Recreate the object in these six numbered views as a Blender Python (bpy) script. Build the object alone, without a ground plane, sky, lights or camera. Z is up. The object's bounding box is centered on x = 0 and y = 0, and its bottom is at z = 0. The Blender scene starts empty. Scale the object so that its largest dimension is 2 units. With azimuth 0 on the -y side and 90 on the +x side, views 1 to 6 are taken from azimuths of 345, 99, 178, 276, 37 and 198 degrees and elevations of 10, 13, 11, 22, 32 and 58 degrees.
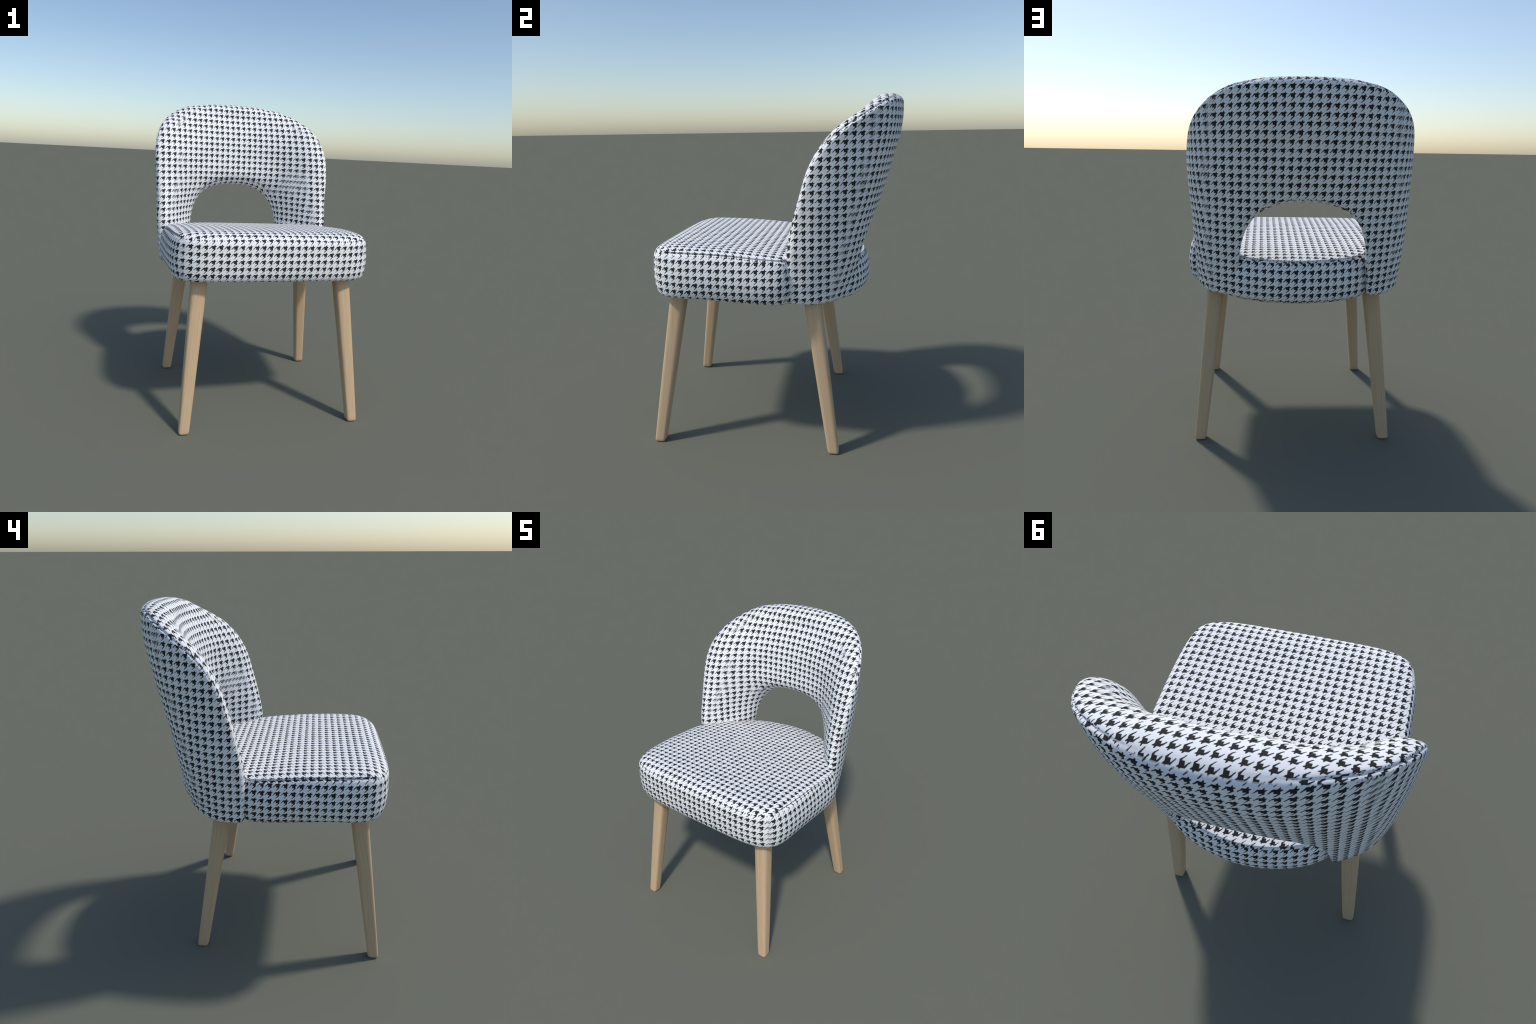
import bpy, math
import numpy as np
from mathutils import Vector

# ------------------------------------------------------------------ helpers
def smooth_curve(keys, n):
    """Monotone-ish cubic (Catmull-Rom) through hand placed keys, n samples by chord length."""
    k = np.array(keys, float)
    d = np.r_[0, np.cumsum(np.linalg.norm(np.diff(k, axis=0), axis=1))]
    m = np.zeros_like(k)
    m[1:-1] = (k[2:] - k[:-2]) / (d[2:] - d[:-2])[:, None]
    m[0] = (k[1] - k[0]) / (d[1] - d[0])
    m[-1] = (k[-1] - k[-2]) / (d[-1] - d[-2])
    s = np.linspace(0, d[-1], n)
    i = np.clip(np.searchsorted(d, s, side="right") - 1, 0, len(d) - 2)
    h = (d[i + 1] - d[i])[:, None]
    t = ((s - d[i])[:, None]) / h
    return ((2*t**3 - 3*t**2 + 1) * k[i] + (t**3 - 2*t**2 + t) * h * m[i]
            + (-2*t**3 + 3*t**2) * k[i + 1] + (t**3 - t**2) * h * m[i + 1])


def lookup(keys):
    """Smooth 1-D function through (x, value) keys."""
    k = np.array(keys, float)
    x, v = k[:, 0], k[:, 1]
    m = np.gradient(v, x)
    def f(q):
        q = np.clip(np.asarray(q, float), x[0], x[-1])
        i = np.clip(np.searchsorted(x, q, side="right") - 1, 0, len(x) - 2)
        h = x[i + 1] - x[i]
        t = (q - x[i]) / h
        return ((2*t**3 - 3*t**2 + 1) * v[i] + (t**3 - 2*t**2 + t) * h * m[i]
                + (-2*t**3 + 3*t**2) * v[i + 1] + (t**3 - t**2) * h * m[i + 1])
    return f


def ramp(x, lo, hi):
    t = np.clip((np.asarray(x, float) - lo) / (hi - lo), 0, 1)
    return t * t * (3 - 2 * t)


def add_mesh(name, verts, faces, material, parent):
    me = bpy.data.meshes.new(name)
    me.from_pydata([tuple(map(float, v)) for v in verts], [], faces)
    me.validate()
    me.update()
    me.polygons.foreach_set("use_smooth", [True] * len(me.polygons))
    me.materials.append(material)
    ob = bpy.data.objects.new(name, me)
    bpy.context.scene.collection.objects.link(ob)
    ob.parent = parent
    return ob


def grid_faces(rows, cols, close_cols=True):
    f = []
    for r in range(rows - 1):
        for c in range(cols if close_cols else cols - 1):
            d = (c + 1) % cols
            f.append((r*cols + c, r*cols + d, (r+1)*cols + d, (r+1)*cols + c))
    return f


# ------------------------------------------------------------------ node helpers
class Nodes:
    def __init__(self, tree):
        self.t = tree

    def put(self, kind, **inputs):
        n = self.t.nodes.new(kind)
        for k, v in inputs.items():
            self.feed(n.inputs[k.replace("_", " ")], v)
        return n

    def feed(self, socket, v):
        if isinstance(v, bpy.types.NodeSocket):
            self.t.links.new(v, socket)
        else:
            socket.default_value = v

    def m(self, op, a, b=0.0, c=0.0, clamp=False):
        n = self.t.nodes.new("ShaderNodeMath")
        n.operation = op
        n.use_clamp = clamp
        for s, v in zip(n.inputs, (a, b, c)):
            self.feed(s, v)
        return n.outputs[0]

    def biggest(self, *v):
        r = v[0]
        for x in v[1:]:
            r = self.m("MAXIMUM", r, x)
        return r

    def smallest(self, *v):
        r = v[0]
        for x in v[1:]:
            r = self.m("MINIMUM", r, x)
        return r

    def xyz(self, x, y, z=0.0):
        return self.put("ShaderNodeCombineXYZ", X=x, Y=y, Z=z).outputs[0]

    def split(self, v):
        o = self.put("ShaderNodeSeparateXYZ", Vector=v).outputs
        return o[0], o[1], o[2]

    def mix(self, fac, a, b, blend="MIX"):
        n = self.t.nodes.new("ShaderNodeMix")
        n.data_type = "RGBA"
        n.blend_type = blend
        self.feed(n.inputs[0], fac)
        self.feed(n.inputs[6], a)
        self.feed(n.inputs[7], b)
        return n.outputs[2]

    def remap(self, v, a, b, c=0.0, d=1.0):
        n = self.t.nodes.new("ShaderNodeMapRange")
        for s, x in zip(n.inputs, (v, a, b, c, d)):
            self.feed(s, x)
        return n.outputs[0]


# ------------------------------------------------------------------ materials
CHECK = 0.04163          # period of the houndstooth weave


def houndstooth_group():
    """One printed tooth per cell: square body, two spikes, two thin diagonal tails."""
    g = bpy.data.node_groups.new("houndstooth", "ShaderNodeTree")
    g.interface.new_socket("U", in_out="INPUT", socket_type="NodeSocketFloat")
    g.interface.new_socket("V", in_out="INPUT", socket_type="NodeSocketFloat")
    g.interface.new_socket("Tooth", in_out="OUTPUT", socket_type="NodeSocketFloat")
    N = Nodes(g)
    gi = g.nodes.new("NodeGroupInput")
    go = g.nodes.new("NodeGroupOutput")
    u, v = gi.outputs[0], gi.outputs[1]
    lo = 0.42
    wob = N.put("ShaderNodeTexNoise", Vector=N.xyz(u, v), Scale=2.7, Detail=1.0)
    wx, wy, _ = N.split(wob.outputs["Color"])
    u = N.m("MULTIPLY_ADD", N.m("SUBTRACT", wx, 0.5), 0.11, u)
    v = N.m("MULTIPLY_ADD", N.m("SUBTRACT", wy, 0.5), 0.11, v)
    us, vs = N.m("ADD", u, lo), N.m("ADD", v, lo)
    cu, cv = N.m("FLOOR", us), N.m("FLOOR", vs)
    x = N.m("SUBTRACT", N.m("SUBTRACT", us, cu), lo)
    y = N.m("SUBTRACT", N.m("SUBTRACT", vs, cv), lo)
    wn = N.put("ShaderNodeTexWhiteNoise", Vector=N.xyz(cu, cv, 3.0))
    r1, r2, r3 = N.split(wn.outputs["Color"])
    x = N.m("MULTIPLY_ADD", N.m("SUBTRACT", r1, 0.5), 0.035, x)
    y = N.m("MULTIPLY_ADD", N.m("SUBTRACT", r2, 0.5), 0.035, y)
    a, b = N.m("MAXIMUM", x, y), N.m("MINIMUM", x, y)
    fat = N.m("MULTIPLY_ADD", N.m("SUBTRACT", r3, 0.5), 0.022, 0.010)
    body = N.biggest(N.m("SUBTRACT", a, 0.408), N.m("SUBTRACT", -0.012, b))
    s = N.m("MULTIPLY", N.m("ADD", a, b), 0.7071)
    w = N.m("MULTIPLY", N.m("SUBTRACT", a, b), 0.7071)
    root = N.m("MAXIMUM", s, 0.0)
    middle = N.m("MULTIPLY_ADD", root, -0.08, 0.262)
    half = N.m("ADD", N.m("MULTIPLY_ADD", root, 0.17, 0.044), N.m("MULTIPLY", N.m("MINIMUM", s, 0.0), 0.05))
    tail = N.biggest(N.m("SUBTRACT", N.m("ABSOLUTE", N.m("SUBTRACT", w, middle)), half), N.m("SUBTRACT", a, 0.408),
                     N.m("SUBTRACT", s, 0.27), N.m("SUBTRACT", -0.29, s))
    edge = N.m("MULTIPLY_ADD", N.m("SUBTRACT", a, 0.39), 0.82, 0.205)
    spike = N.biggest(N.m("SUBTRACT", b, 0.398), N.m("SUBTRACT", edge, b), N.m("SUBTRACT", 0.28, a))
    d = N.m("SUBTRACT", N.smallest(body, tail, spike), fat)
    g.links.new(N.remap(d, 0.025, -0.025), go.inputs[0])
    return g


def fabric_material():
    mat = bpy.data.materials.new("houndstooth_fabric")
    mat.use_nodes = True
    t = mat.node_tree
    N = Nodes(t)
    bsdf = t.nodes["Principled BSDF"]
    x, y, z = N.split(N.put("ShaderNodeTexCoord").outputs["Object"])
    geo = N.put("ShaderNodeNewGeometry")
    nx, ny, nz = N.split(geo.outputs["Normal"])
    tooth = houndstooth_group()

    # sheet laid on from the front / back, from both sides and from above
    def sign(n):
        return N.m("SUBTRACT", N.m("MULTIPLY", N.m("GREATER_THAN", n, 0.0), 2.0), 1.0)

    def cells(c, phase):
        return N.m("DIVIDE", N.m("SUBTRACT", c, phase), CHECK)

    def sheet(u, v):
        g = t.nodes.new("ShaderNodeGroup")
        g.node_tree = tooth
        t.links.new(u, g.inputs[0])
        t.links.new(v, g.inputs[1])
        return g.outputs[0]

    body = 0.195 * CHECK     # from glyph origin to the middle of its square body
    v = cells(z, 1.116 - body)
    sy = N.m("MULTIPLY", sign(ny), -1.0)           # front: u = x, back: u = -x
    back = N.m("GREATER_THAN", ny, 0.0)
    u_fb = N.m("ADD", cells(N.m("MULTIPLY", x, sy), -0.3837 - body),
               N.m("MULTIPLY", back, (-0.3837 + 0.0167) / CHECK))
    left = N.m("LESS_THAN", nx, 0.0)
    u_lr = N.m("ADD", cells(N.m("MULTIPLY", y, sign(nx)), -0.3592 - body), N.m("MULTIPLY", left, SIDE_SHIFT))
    fb = sheet(u_fb, v)
    lr = sheet(u_lr, v)
    tb = sheet(cells(x, 0.0745 - body), cells(y, -0.3592 - body))

    ax, ay, az = N.m("ABSOLUTE", nx), N.m("ABSOLUTE", ny), N.m("ABSOLUTE", nz)
    top = N.m("SUBTRACT", N.biggest(ax, ay, az), 0.135)
    wx, wy, wz = (N.m("MAXIMUM", N.m("SUBTRACT", q, top), 0.0) for q in (ax, ay, az))
    total = N.m("ADD", N.m("ADD", wx, wy), wz)
    dark = N.m("ADD", N.m("ADD", N.m("MULTIPLY", lr, wx), N.m("MULTIPLY", fb, wy)), N.m("MULTIPLY", tb, wz))
    dark = N.m("DIVIDE", dark, total)

    obj = N.put("ShaderNodeTexCoord").outputs["Object"]
    weave = N.put("ShaderNodeTexNoise", Vector=obj, Scale=420.0, Detail=2.0).outputs["Fac"]
    cloud = N.put("ShaderNodeTexNoise", Vector=obj, Scale=26.0, Detail=2.0).outputs["Fac"]
    white = N.mix(weave, (0.80, 0.80, 0.80, 1), (0.88, 0.88, 0.88, 1))
    white = N.mix(N.remap(cloud, 0.3, 0.7, 0.0, 0.35), white, (0.80, 0.80, 0.80, 1))
    black = N.mix(weave, (0.010, 0.010, 0.011, 1), (0.019, 0.019, 0.020, 1))
    t.links.new(N.mix(dark, white, black), bsdf.inputs["Base Color"])
    bsdf.inputs["Roughness"].default_value = 0.8
    bsdf.inputs["Specular IOR Level"].default_value = 0.33
    bump = N.put("ShaderNodeBump", Strength=0.12, Distance=0.002, Height=weave)
    t.links.new(bump.outputs[0], bsdf.inputs["Normal"])
    return mat


SIDE_SHIFT = -0.02


def wood_material(lean_x, lean_y):
    mat = bpy.data.materials.new("pale_ash_wood")
    mat.use_nodes = True
    t = mat.node_tree
    N = Nodes(t)
    bsdf = t.nodes["Principled BSDF"]
    obj = N.put("ShaderNodeTexCoord").outputs["Object"]
    rnd = N.put("ShaderNodeObjectInfo").outputs["Random"]
    x, y, z = N.split(obj)
    x = N.m("MULTIPLY_ADD", z, -lean_x, x)          # grain runs along the leaning leg
    y = N.m("MULTIPLY_ADD", z, -lean_y, y)
    shift = N.m("MULTIPLY", rnd, 7.0)
    stretched = N.xyz(N.m("ADD", x, shift), N.m("ADD", y, shift), N.m("MULTIPLY", z, 0.025))
    fine = N.put("ShaderNodeTexNoise", Vector=stretched, Scale=230.0, Detail=3.0).outputs["Fac"]
    sway = N.put("ShaderNodeTexNoise", Vector=N.xyz(N.m("ADD", x, shift), y, N.m("MULTIPLY", z, 0.16)), Scale=16.0, Detail=1.0).outputs["Fac"]
    rings = N.m("ADD", N.m("MULTIPLY", N.m("ADD", x, N.m("MULTIPLY", y, 0.8)), 210.0), N.m("MULTIPLY", sway, 9.0))
    rings = N.m("ABSOLUTE", N.m("SINE", rings))
    lines = N.m("POWER", N.m("SUBTRACT", 1.0, rings), 2.0)
    base = N.mix(fine, (0.51, 0.352, 0.208, 1), (0.64, 0.467, 0.292, 1))
    base = N.mix(N.m("MULTIPLY", lines, 0.26), base, (0.38, 0.24, 0.13, 1))
    t.links.new(base, bsdf.inputs["Base Color"])
    bsdf.inputs["Roughness"].default_value = 0.55
    bsdf.inputs["Specular IOR Level"].default_value = 0.3
    bump = N.put("ShaderNodeBump", Strength=0.06, Distance=0.002, Height=fine)
    t.links.new(bump.outputs[0], bsdf.inputs["Normal"])
    return mat


# ------------------------------------------------------------------ the chair
fabric = fabric_material()
wood = {side: wood_material(-0.0967 * side, 0.1483) for side in (1, -1)}
chair = bpy.data.objects.new("upholstered_chair", None)
bpy.context.scene.collection.objects.link(chair)
chair["label"] = "houndstooth upholstered dining chair with open curved back and wooden legs"
chair["category"] = "chair"


# ---- seat: boxed cushion, straight front, bowed sides, round back
seat_top = lookup([(-0.72, 1.183), (-0.60, 1.190), (-0.48, 1.188), (-0.36, 1.183), (-0.19, 1.173), (-0.05, 1.160),
                   (0.10, 1.147), (0.30, 1.128), (0.45, 1.109), (0.56, 1.092)])


def seat_bottom(y):
    return 0.873 - 0.050 * y


seat_seam = lookup([(-0.72, 1.152), (-0.60, 1.157), (-0.48, 1.158), (-0.38, 1.157), (-0.28, 1.154), (-0.10, 1.140), (0.07, 1.127), (0.30, 1.107), (0.56, 1.083)])


def closed_outline(half_keys, n):
    """Closed smooth curve from keys of the right half (front centre to back centre)."""
    k = list(half_keys)
    full = k + [(-x, y) for x, y in k[-2:0:-1]]
    m = len(full)
    ring = smooth_curve(full[-3:] + full + full[:4], 40 * (m + 6))
    start = np.argmin(np.hypot(ring[:len(ring) // 3, 0] - full[0][0], ring[:len(ring) // 3, 1] - full[0][1]))
    ring = ring[start:]
    stop = len(ring) // 2 + np.argmin(np.hypot(ring[len(ring) // 2:, 0] - full[0][0], ring[len(ring) // 2:, 1] - full[0][1]))
    loop = ring[:stop + 1]
    d = np.r_[0, np.cumsum(np.linalg.norm(np.diff(loop, axis=0), axis=1))]
    s = np.linspace(0, d[-1], n, endpoint=False)
    return np.c_[np.interp(s, d, loop[:, 0]), np.interp(s, d, loop[:, 1])]


SEAT_KEYS = [(0.0, -0.707), (0.16, -0.706), (0.30, -0.704), (0.425, -0.694), (0.522, -0.664), (0.585, -0.606),
             (0.614, -0.52), (0.625, -0.41), (0.629, -0.28), (0.631, -0.14), (0.631, -0.03)]
# the side panel tucks in where the arms of the backrest grip the cushion; the lid does not
SIDE_KEYS = SEAT_KEYS + [(0.624, 0.035), (0.606, 0.080), (0.575, 0.110), (0.535, 0.165), (0.49, 0.25), (0.43, 0.345),
                         (0.36, 0.425), (0.28, 0.478), (0.15, 0.523), (0.0, 0.541)]
LID_KEYS = SEAT_KEYS + [(0.622, 0.035), (0.608, 0.085), (0.588, 0.135), (0.555, 0.195), (0.505, 0.270), (0.44, 0.345),
                        (0.36, 0.425), (0.28, 0.478), (0.15, 0.523), (0.0, 0.541)]


def build_seat():
    n = 480
    def with_normal(o):
        tan = np.roll(o, -1, 0) - np.roll(o, 1, 0)
        tan /= np.linalg.norm(tan, axis=1)[:, None]
        return o, np.c_[-tan[:, 1], tan[:, 0]]
    out, inward = with_normal(closed_outline(SIDE_KEYS, n))
    lid_out, lid_inward = with_normal(closed_outline(LID_KEYS, n))
    # side panel: inset from the widest line, share of the height between bottom (0) and seam (1)
    side = smooth_curve([(0.110, 0.0), (0.065, 0.004), (0.038, 0.035), (0.018, 0.12), (0.006, 0.28), (0.0, 0.47),
                         (0.003, 0.66), (0.010, 0.82), (0.020, 0.93), (0.030, 1.0)], 70)
    # top panel: inset, share of the height between seam (0) and crowned top (1)
    lid = smooth_curve([(0.030, 0.0), (0.036, 0.25), (0.048, 0.50), (0.070, 0.74), (0.105, 0.91), (0.150, 1.0)], 40)[1:]
    front = ramp(-out[:, 1], 0.52, 0.66)          # the front edge is a plain waterfall without seam
    forward = ramp(-out[:, 1], 0.35, 0.60)        # lower edge is tighter along the front
    rows = []
    def row(inset, share, upper):
        p = out + inward * np.asarray(inset)[:, None]
        if upper:
            over = ramp(share, 0.0, 0.9)
            p = p * (1 - over) + (lid_out + lid_inward * np.asarray(inset)[:, None]) * over
        y = p[:, 1]
        if upper:
            z = seat_seam(y) + (seat_top(y) - seat_seam(y)) * share
        else:
            z = seat_bottom(y) + (seat_seam(y) - seat_bottom(y)) * share
        rows.append(np.c_[p, z])
    for inset, h in side:
        groove = 0.012 * math.exp(-((h - 1.0) / 0.024) ** 2)
        swell = 0.014 * math.exp(-((h - 1.0) / 0.22) ** 2)
        tuck = 1.2 + (0.6 - 1.2) * forward if h < 0.47 else 1.0
        row(inset * tuck + groove * (1 - front) - swell * front, h, False)
    for inset, h in lid:
        groove = 0.010 * math.exp(-(h / 0.16) ** 2) - 0.004 * math.exp(-((h - 0.35) / 0.2) ** 2)
        row(inset + groove * (1 - front) - front * (0.014 * (1 - h) ** 1.5), h, True)
    inner = rows[-1][:, :2]
    centre = np.array([0.0, -0.08])
    for f in np.linspace(0.94, 0.03, 18):          # top panel
        p = centre + (inner - centre) * f
        rows.append(np.c_[p, seat_top(p[:, 1])])
    low = rows[0][:, :2]
    bottom = []
    for f in (0.05, 0.4, 0.7, 0.95):
        p = centre + (low - centre) * f
        bottom.append(np.c_[p, seat_bottom(p[:, 1])])
    rows = bottom + rows
    v = np.vstack(rows)
    v[:, 0] += 0.0095
    faces = grid_faces(len(rows), n)
    faces.append(tuple(range(n - 1, -1, -1)))
    last = (len(rows) - 1) * n
    faces.append(tuple(range(last, last + n)))
    return add_mesh("seat", v, faces, fabric, chair)


# ---- backrest: an arch-shaped shell, bent round the sitter and leaning back.
# Its rear face is a superellipse in plan; its padded front face is a dish.
half_width = lookup([(0.80, 0.580), (0.90, 0.590), (1.0, 0.599), (1.1, 0.607), (1.2, 0.614), (1.32, 0.620), (1.47, 0.630), (1.60, 0.636), (1.80, 0.636), (2.1, 0.636)])
rear = lookup([(0.80, 0.460), (0.90, 0.486), (1.0, 0.508), (1.1, 0.528), (1.28, 0.560), (1.45, 0.605), (1.53, 0.629), (1.657, 0.663), (1.78, 0.697), (1.865, 0.708), (1.95, 0.709), (2.1, 0.705)])
CENTRE_Y = 0.115
roundness = lookup([(0.8, 2.08), (0.95, 2.19), (1.1, 2.33), (1.4, 2.46), (1.6, 2.36), (1.8, 2.24), (2.1, 2.2)])


def shell(t, z):
    a, b = half_width(z), rear(z) - CENTRE_Y
    c, s = np.cos(t), np.sin(t)
    e = 2.0 / roundness(z)
    y = CENTRE_Y + b * np.sign(c) * np.abs(c) ** e
    x = np.abs(s) ** e * a - 0.015 * ramp(z, 1.15, 1.40) * (np.maximum(0.24 - y, 0) / 0.14) ** 1.6          # the arms toe in towards the front
    return np.stack([np.sign(s) * x, y, z + 0 * t], -1)


def angle_from_y(y, z):
    w = (y - CENTRE_Y) / (rear(z) - CENTRE_Y)
    return math.acos(math.copysign(abs(w) ** (roundness(z) / 2), w))


def angle_from_x(x, z):
    return math.asin(min(1.0, (x / half_width(z)) ** (roundness(z) / 2)))


# depth of the front face across the width (0 to 0.6 m from the middle), at several heights
WIDTHS = (0.0, 0.1, 0.2, 0.3, 0.4, 0.5, 0.6)
DISH = [(1.00, (0.53, 0.52, 0.50, 0.44, 0.280, 0.125, 0.030)),
        (1.20, (0.52, 0.51, 0.49, 0.44, 0.287, 0.140, 0.050)),
        (1.324, (0.50, 0.49, 0.465, 0.40, 0.275, 0.152, 0.090)),
        (1.47, (0.420, 0.414, 0.400, 0.362, 0.276, 0.182, 0.140)),
        (1.60, (0.421, 0.415, 0.400, 0.366, 0.295, 0.214, 0.182)),
        (1.70, (0.432, 0.425, 0.408, 0.376, 0.322, 0.257, 0.235)),
        (1.80, (0.460, 0.454, 0.440, 0.415, 0.375, 0.325, 0.305)),
        (1.906, (0.512, 0.508, 0.494, 0.474, 0.460, 0.440, 0.420))]
columns = [lookup([(z, row[k]) for z, row in DISH]) for k in range(len(WIDTHS))]


def dish(x, z):
    x, z = np.abs(np.asarray(x, float)), np.asarray(z, float)
    tab = np.stack([c(z) for c in columns])
    w = np.array(WIDTHS)
    slope = np.gradient(tab, w, axis=0)
    slope[0] = 0
    i = np.clip(np.searchsorted(w, x, side="right") - 1, 0, len(w) - 2)
    j = np.arange(len(x))
    h = w[1] - w[0]
    t = (x - w[i]) / h
    return ((2*t**3 - 3*t**2 + 1) * tab[i, j] + (t**3 - 2*t**2 + t) * h * slope[i, j]
            + (-2*t**3 + 3*t**2) * tab[i + 1, j] + (t**3 - t**2) * h * slope[i + 1, j])


def roll_over(a, da, b, db, bulge, n):
    """Padded edge: Hermite arc from a to b that leaves along da and arrives against db."""
    gap = np.linalg.norm(b - a)
    da = da / np.linalg.norm(da) * gap * bulge
    db = db / np.linalg.norm(db) * gap * bulge
    t = np.linspace(0, 1, n)[1:-1, None]
    return ((2*t**3 - 3*t**2 + 1) * a + (t**3 - 2*t**2 + t) * da
            + (-2*t**3 + 3*t**2) * b + (t**3 - t**2) * -db)


def build_backrest():
    # paired from the foot of an arm up to the top centre:
    # where the rear face ends (x or None, y, z), where the front face ends (x, z), rim of the opening (x, z)
    pairs = [((None, 0.110, 0.90), (0.525, 0.90), (0.340, 0.90)),
             ((None, 0.112, 1.02), (0.535, 1.02), (0.338, 1.00)),
             ((None, 0.120, 1.15), (0.540, 1.15), (0.333, 1.08)),
             ((None, 0.140, 1.27), (0.545, 1.27), (0.326, 1.14)),
             ((None, 0.166, 1.40), (0.550, 1.39), (0.317, 1.188)),
             ((None, 0.202, 1.52), (0.550, 1.50), (0.304, 1.229)),
             ((None, 0.242, 1.615), (0.547, 1.585), (0.287, 1.266)),
             ((0.618, None, 1.688), (0.537, 1.660), (0.263, 1.300)),
             ((0.597, None, 1.752), (0.512, 1.724), (0.231, 1.329)),
             ((0.553, None, 1.815), (0.468, 1.789), (0.192, 1.354)),
             ((0.482, None, 1.874), (0.404, 1.849), (0.149, 1.373)),
             ((0.379, None, 1.916), (0.315, 1.891), (0.105, 1.385)),
             ((0.257, None, 1.932), (0.215, 1.906), (0.063, 1.391)),
             ((0.130, None, 1.938), (0.109, 1.910), (0.028, 1.3935)),
             ((0.0, None, 1.939), (0.0, 1.911), (0.0, 1.394))]
    keys = []
    for (ox, oy, oz), (fx, fz), (hx, hz) in pairs:
        t_o = angle_from_x(ox, oz) if oy is None else angle_from_y(oy, oz)
        keys.append((t_o, oz, fx, fz, hx, hz))
    other = [(-t, oz, -fx, fz, -hx, hz) for t, oz, fx, fz, hx, hz in keys[-2::-1]]
    path = smooth_curve(keys + other, 299)
    q = np.concatenate([np.linspace(0, 0.86, 36), np.linspace(0.86, 1, 34)[1:]])
    rings = []
    for t_o, z_o, fx, fz, hx, hz in path:
        sgn = 1.0 if hx >= 0 else -1.0
        # the faces stop short of the opening's rim, which is rolled over
        away = np.array([hx, max(0.0, hz - 1.10) * 1.0 + 1e-6])
        away = away / np.linalg.norm(away)
        up = ramp(hz, 1.15, 1.40)
        rx, rz = np.array([hx, hz]) + away * (0.032 + 0.008 * up)      # rear lip
        ix, iz = np.array([hx, hz]) + away * (0.030 + 0.062 * up)      # front lip
        t_h = sgn * angle_from_x(abs(rx), rz)
        back = shell(t_h + (t_o - t_h) * q, rz + (z_o - rz) * q)
        xf = ix + (fx - ix) * q
        zf = iz + (fz - iz) * q
        front = np.stack([xf, dish(xf, zf), zf], -1)
        rim = roll_over(back[-1], back[-1] - back[-3], front[-1], front[-1] - front[-3], 1.5, 62)
        # stitched seam between rear panel and rim, strongest on the shoulders
        seam = 0.6 * ramp(z_o, 1.60, 1.84) * (0.15 + 0.85 * ramp(abs(fx), 0.14, 0.34))
        along = np.linspace(0, 1, 62)[1:-1]
        dent = seam * (0.010 * np.exp(-((along - 0.22) / 0.030) ** 2) - 0.004 * np.exp(-((along - 0.12) / 0.05) ** 2)
                       - 0.003 * np.exp(-((along - 0.32) / 0.06) ** 2))
        inward = (back[-1] + front[-1]) / 2 - rim
        rim = rim + inward / np.linalg.norm(inward, axis=1)[:, None] * dent[:, None]
        lip = roll_over(front[0], front[0] - front[2], back[0], back[0] - back[2], 1.1, 34)
        rings.append(np.vstack([back, rim, front[::-1], lip]))
    rings = np.array(rings)
    # rounded feet of the two arms
    def foot(ring, steps=8, depth=0.045):
        c = ring.mean(0)
        rows = []
        for k in range(1, steps + 1):
            s = k / steps * math.pi / 2
            p = ring.copy()
            p[:, :2] = c[:2] + (ring[:, :2] - c[:2]) * (1 - 0.30 * (1 - math.cos(s)))
            p[:, 2] = ring[:, 2] - depth * math.sin(s)
            rows.append(p)
        return rows
    rows = foot(rings[0])[::-1] + list(rings) + foot(rings[-1])
    n = rings.shape[1]
    v = np.vstack(rows)
    v[:, 2] += 0.030 * ramp(1.0 - v[:, 2], 0.0, 0.1)
    v[:, 2] += -0.05 * v[:, 1] * ramp(1.02 - v[:, 2], 0, 0.1)
    turn = 0.009                                   # the shell sits slightly turned on the seat
    x, y = v[:, 0].copy(), v[:, 1].copy()
    v[:, 0] = x * math.cos(turn) - y * math.sin(turn) - 0.012
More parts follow.
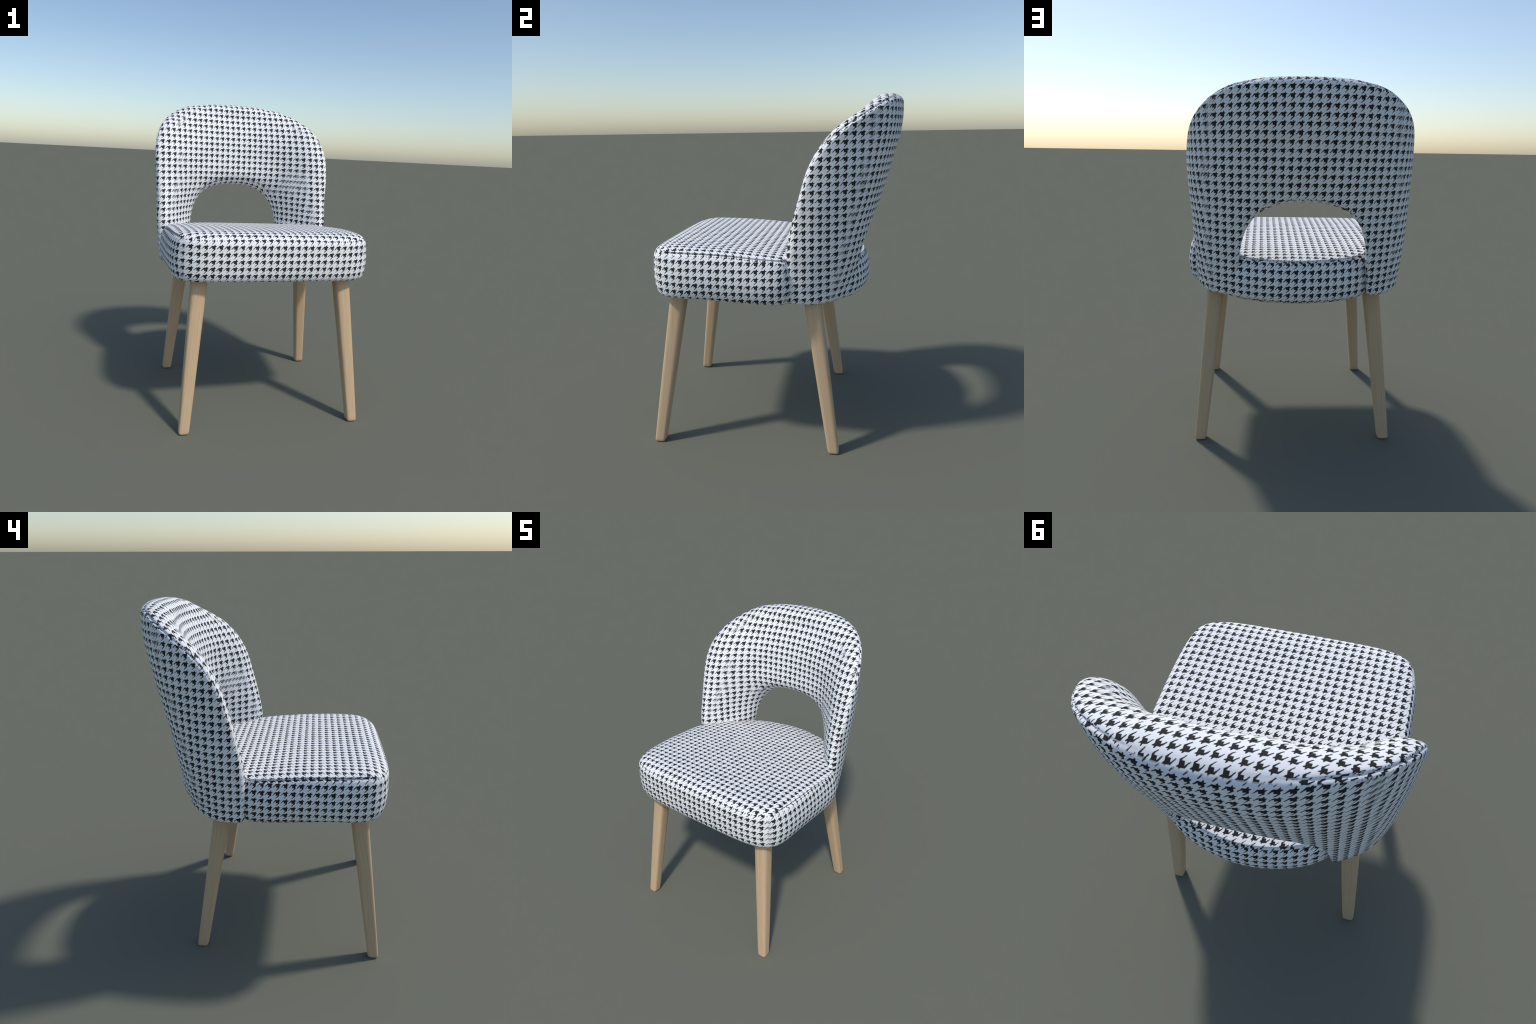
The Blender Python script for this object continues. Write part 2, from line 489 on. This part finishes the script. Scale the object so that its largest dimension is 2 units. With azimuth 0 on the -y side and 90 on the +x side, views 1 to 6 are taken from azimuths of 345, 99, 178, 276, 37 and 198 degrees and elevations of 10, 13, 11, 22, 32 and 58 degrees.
    v[:, 1] = x * math.sin(turn) + y * math.cos(turn)
    v[:, 0] -= 0.008 * ramp(1.52 - v[:, 2], 0.0, 0.3)
    faces = grid_faces(len(rows), n)
    faces.append(tuple(range(n)))
    last = (len(rows) - 1) * n
    faces.append(tuple(range(last + n - 1, last - 1, -1)))
    faces = [f[::-1] for f in faces]
    return add_mesh("backrest", v, faces, fabric, chair)


# ---- legs: tapered rounded-square posts, splayed outwards
def build_legs():
    foot_half, top_half, top = 0.0315, 0.050, 0.98
    zs = np.concatenate([[0.0, 0.0015, 0.005, 0.010, 0.016], np.linspace(0.03, top, 30)])
    n = 64
    ang = np.linspace(0, 2 * math.pi, n, endpoint=False) + math.pi / 4
    meshes = []
    for mirror in (1, -1):
        rows = []
        for z in zs:
            f = z / top
            h = foot_half + (top_half - foot_half) * f ** 0.9
            power = 4.4 - 1.0 * f
            if z < 0.016:                            # worn, rounded end
                h -= 0.010 * (1 - math.sqrt(max(0, 1 - ((0.016 - z) / 0.016) ** 2)))
            c, s = np.cos(ang), np.sin(ang)
            r = h / (np.abs(c) ** power + np.abs(s) ** power) ** (1 / power)
            x = r * c - 0.0967 * z
            y = r * s + 0.1483 * z
            rows.append(np.c_[x * mirror, y, np.full(n, z)])
        v = np.vstack(rows)
        faces = grid_faces(len(rows), n)
        faces.append(tuple(range(n - 1, -1, -1)))
        last = (len(rows) - 1) * n
        faces.append(tuple(range(last, last + n)))
        if mirror < 0:
            faces = [f[::-1] for f in faces]
        meshes.append((v, faces))
    cx = 0.0105
    first = add_mesh("leg", *meshes[0], wood[1], chair)
    first.location = (cx + 0.535, -0.679, 0)
    second = add_mesh("leg", *meshes[1], wood[-1], chair)
    second.location = (cx - 0.535, -0.679, 0)
    for src, place in ((first, (cx - 0.534, 0.351, 0)), (second, (cx + 0.534, 0.351, 0))):
        c = src.copy()                               # diagonally opposite leg: same mesh turned half round
        c.location = place
        c.rotation_euler = (0, 0, math.pi)
        bpy.context.scene.collection.objects.link(c)


build_seat()
build_backrest()
build_legs()
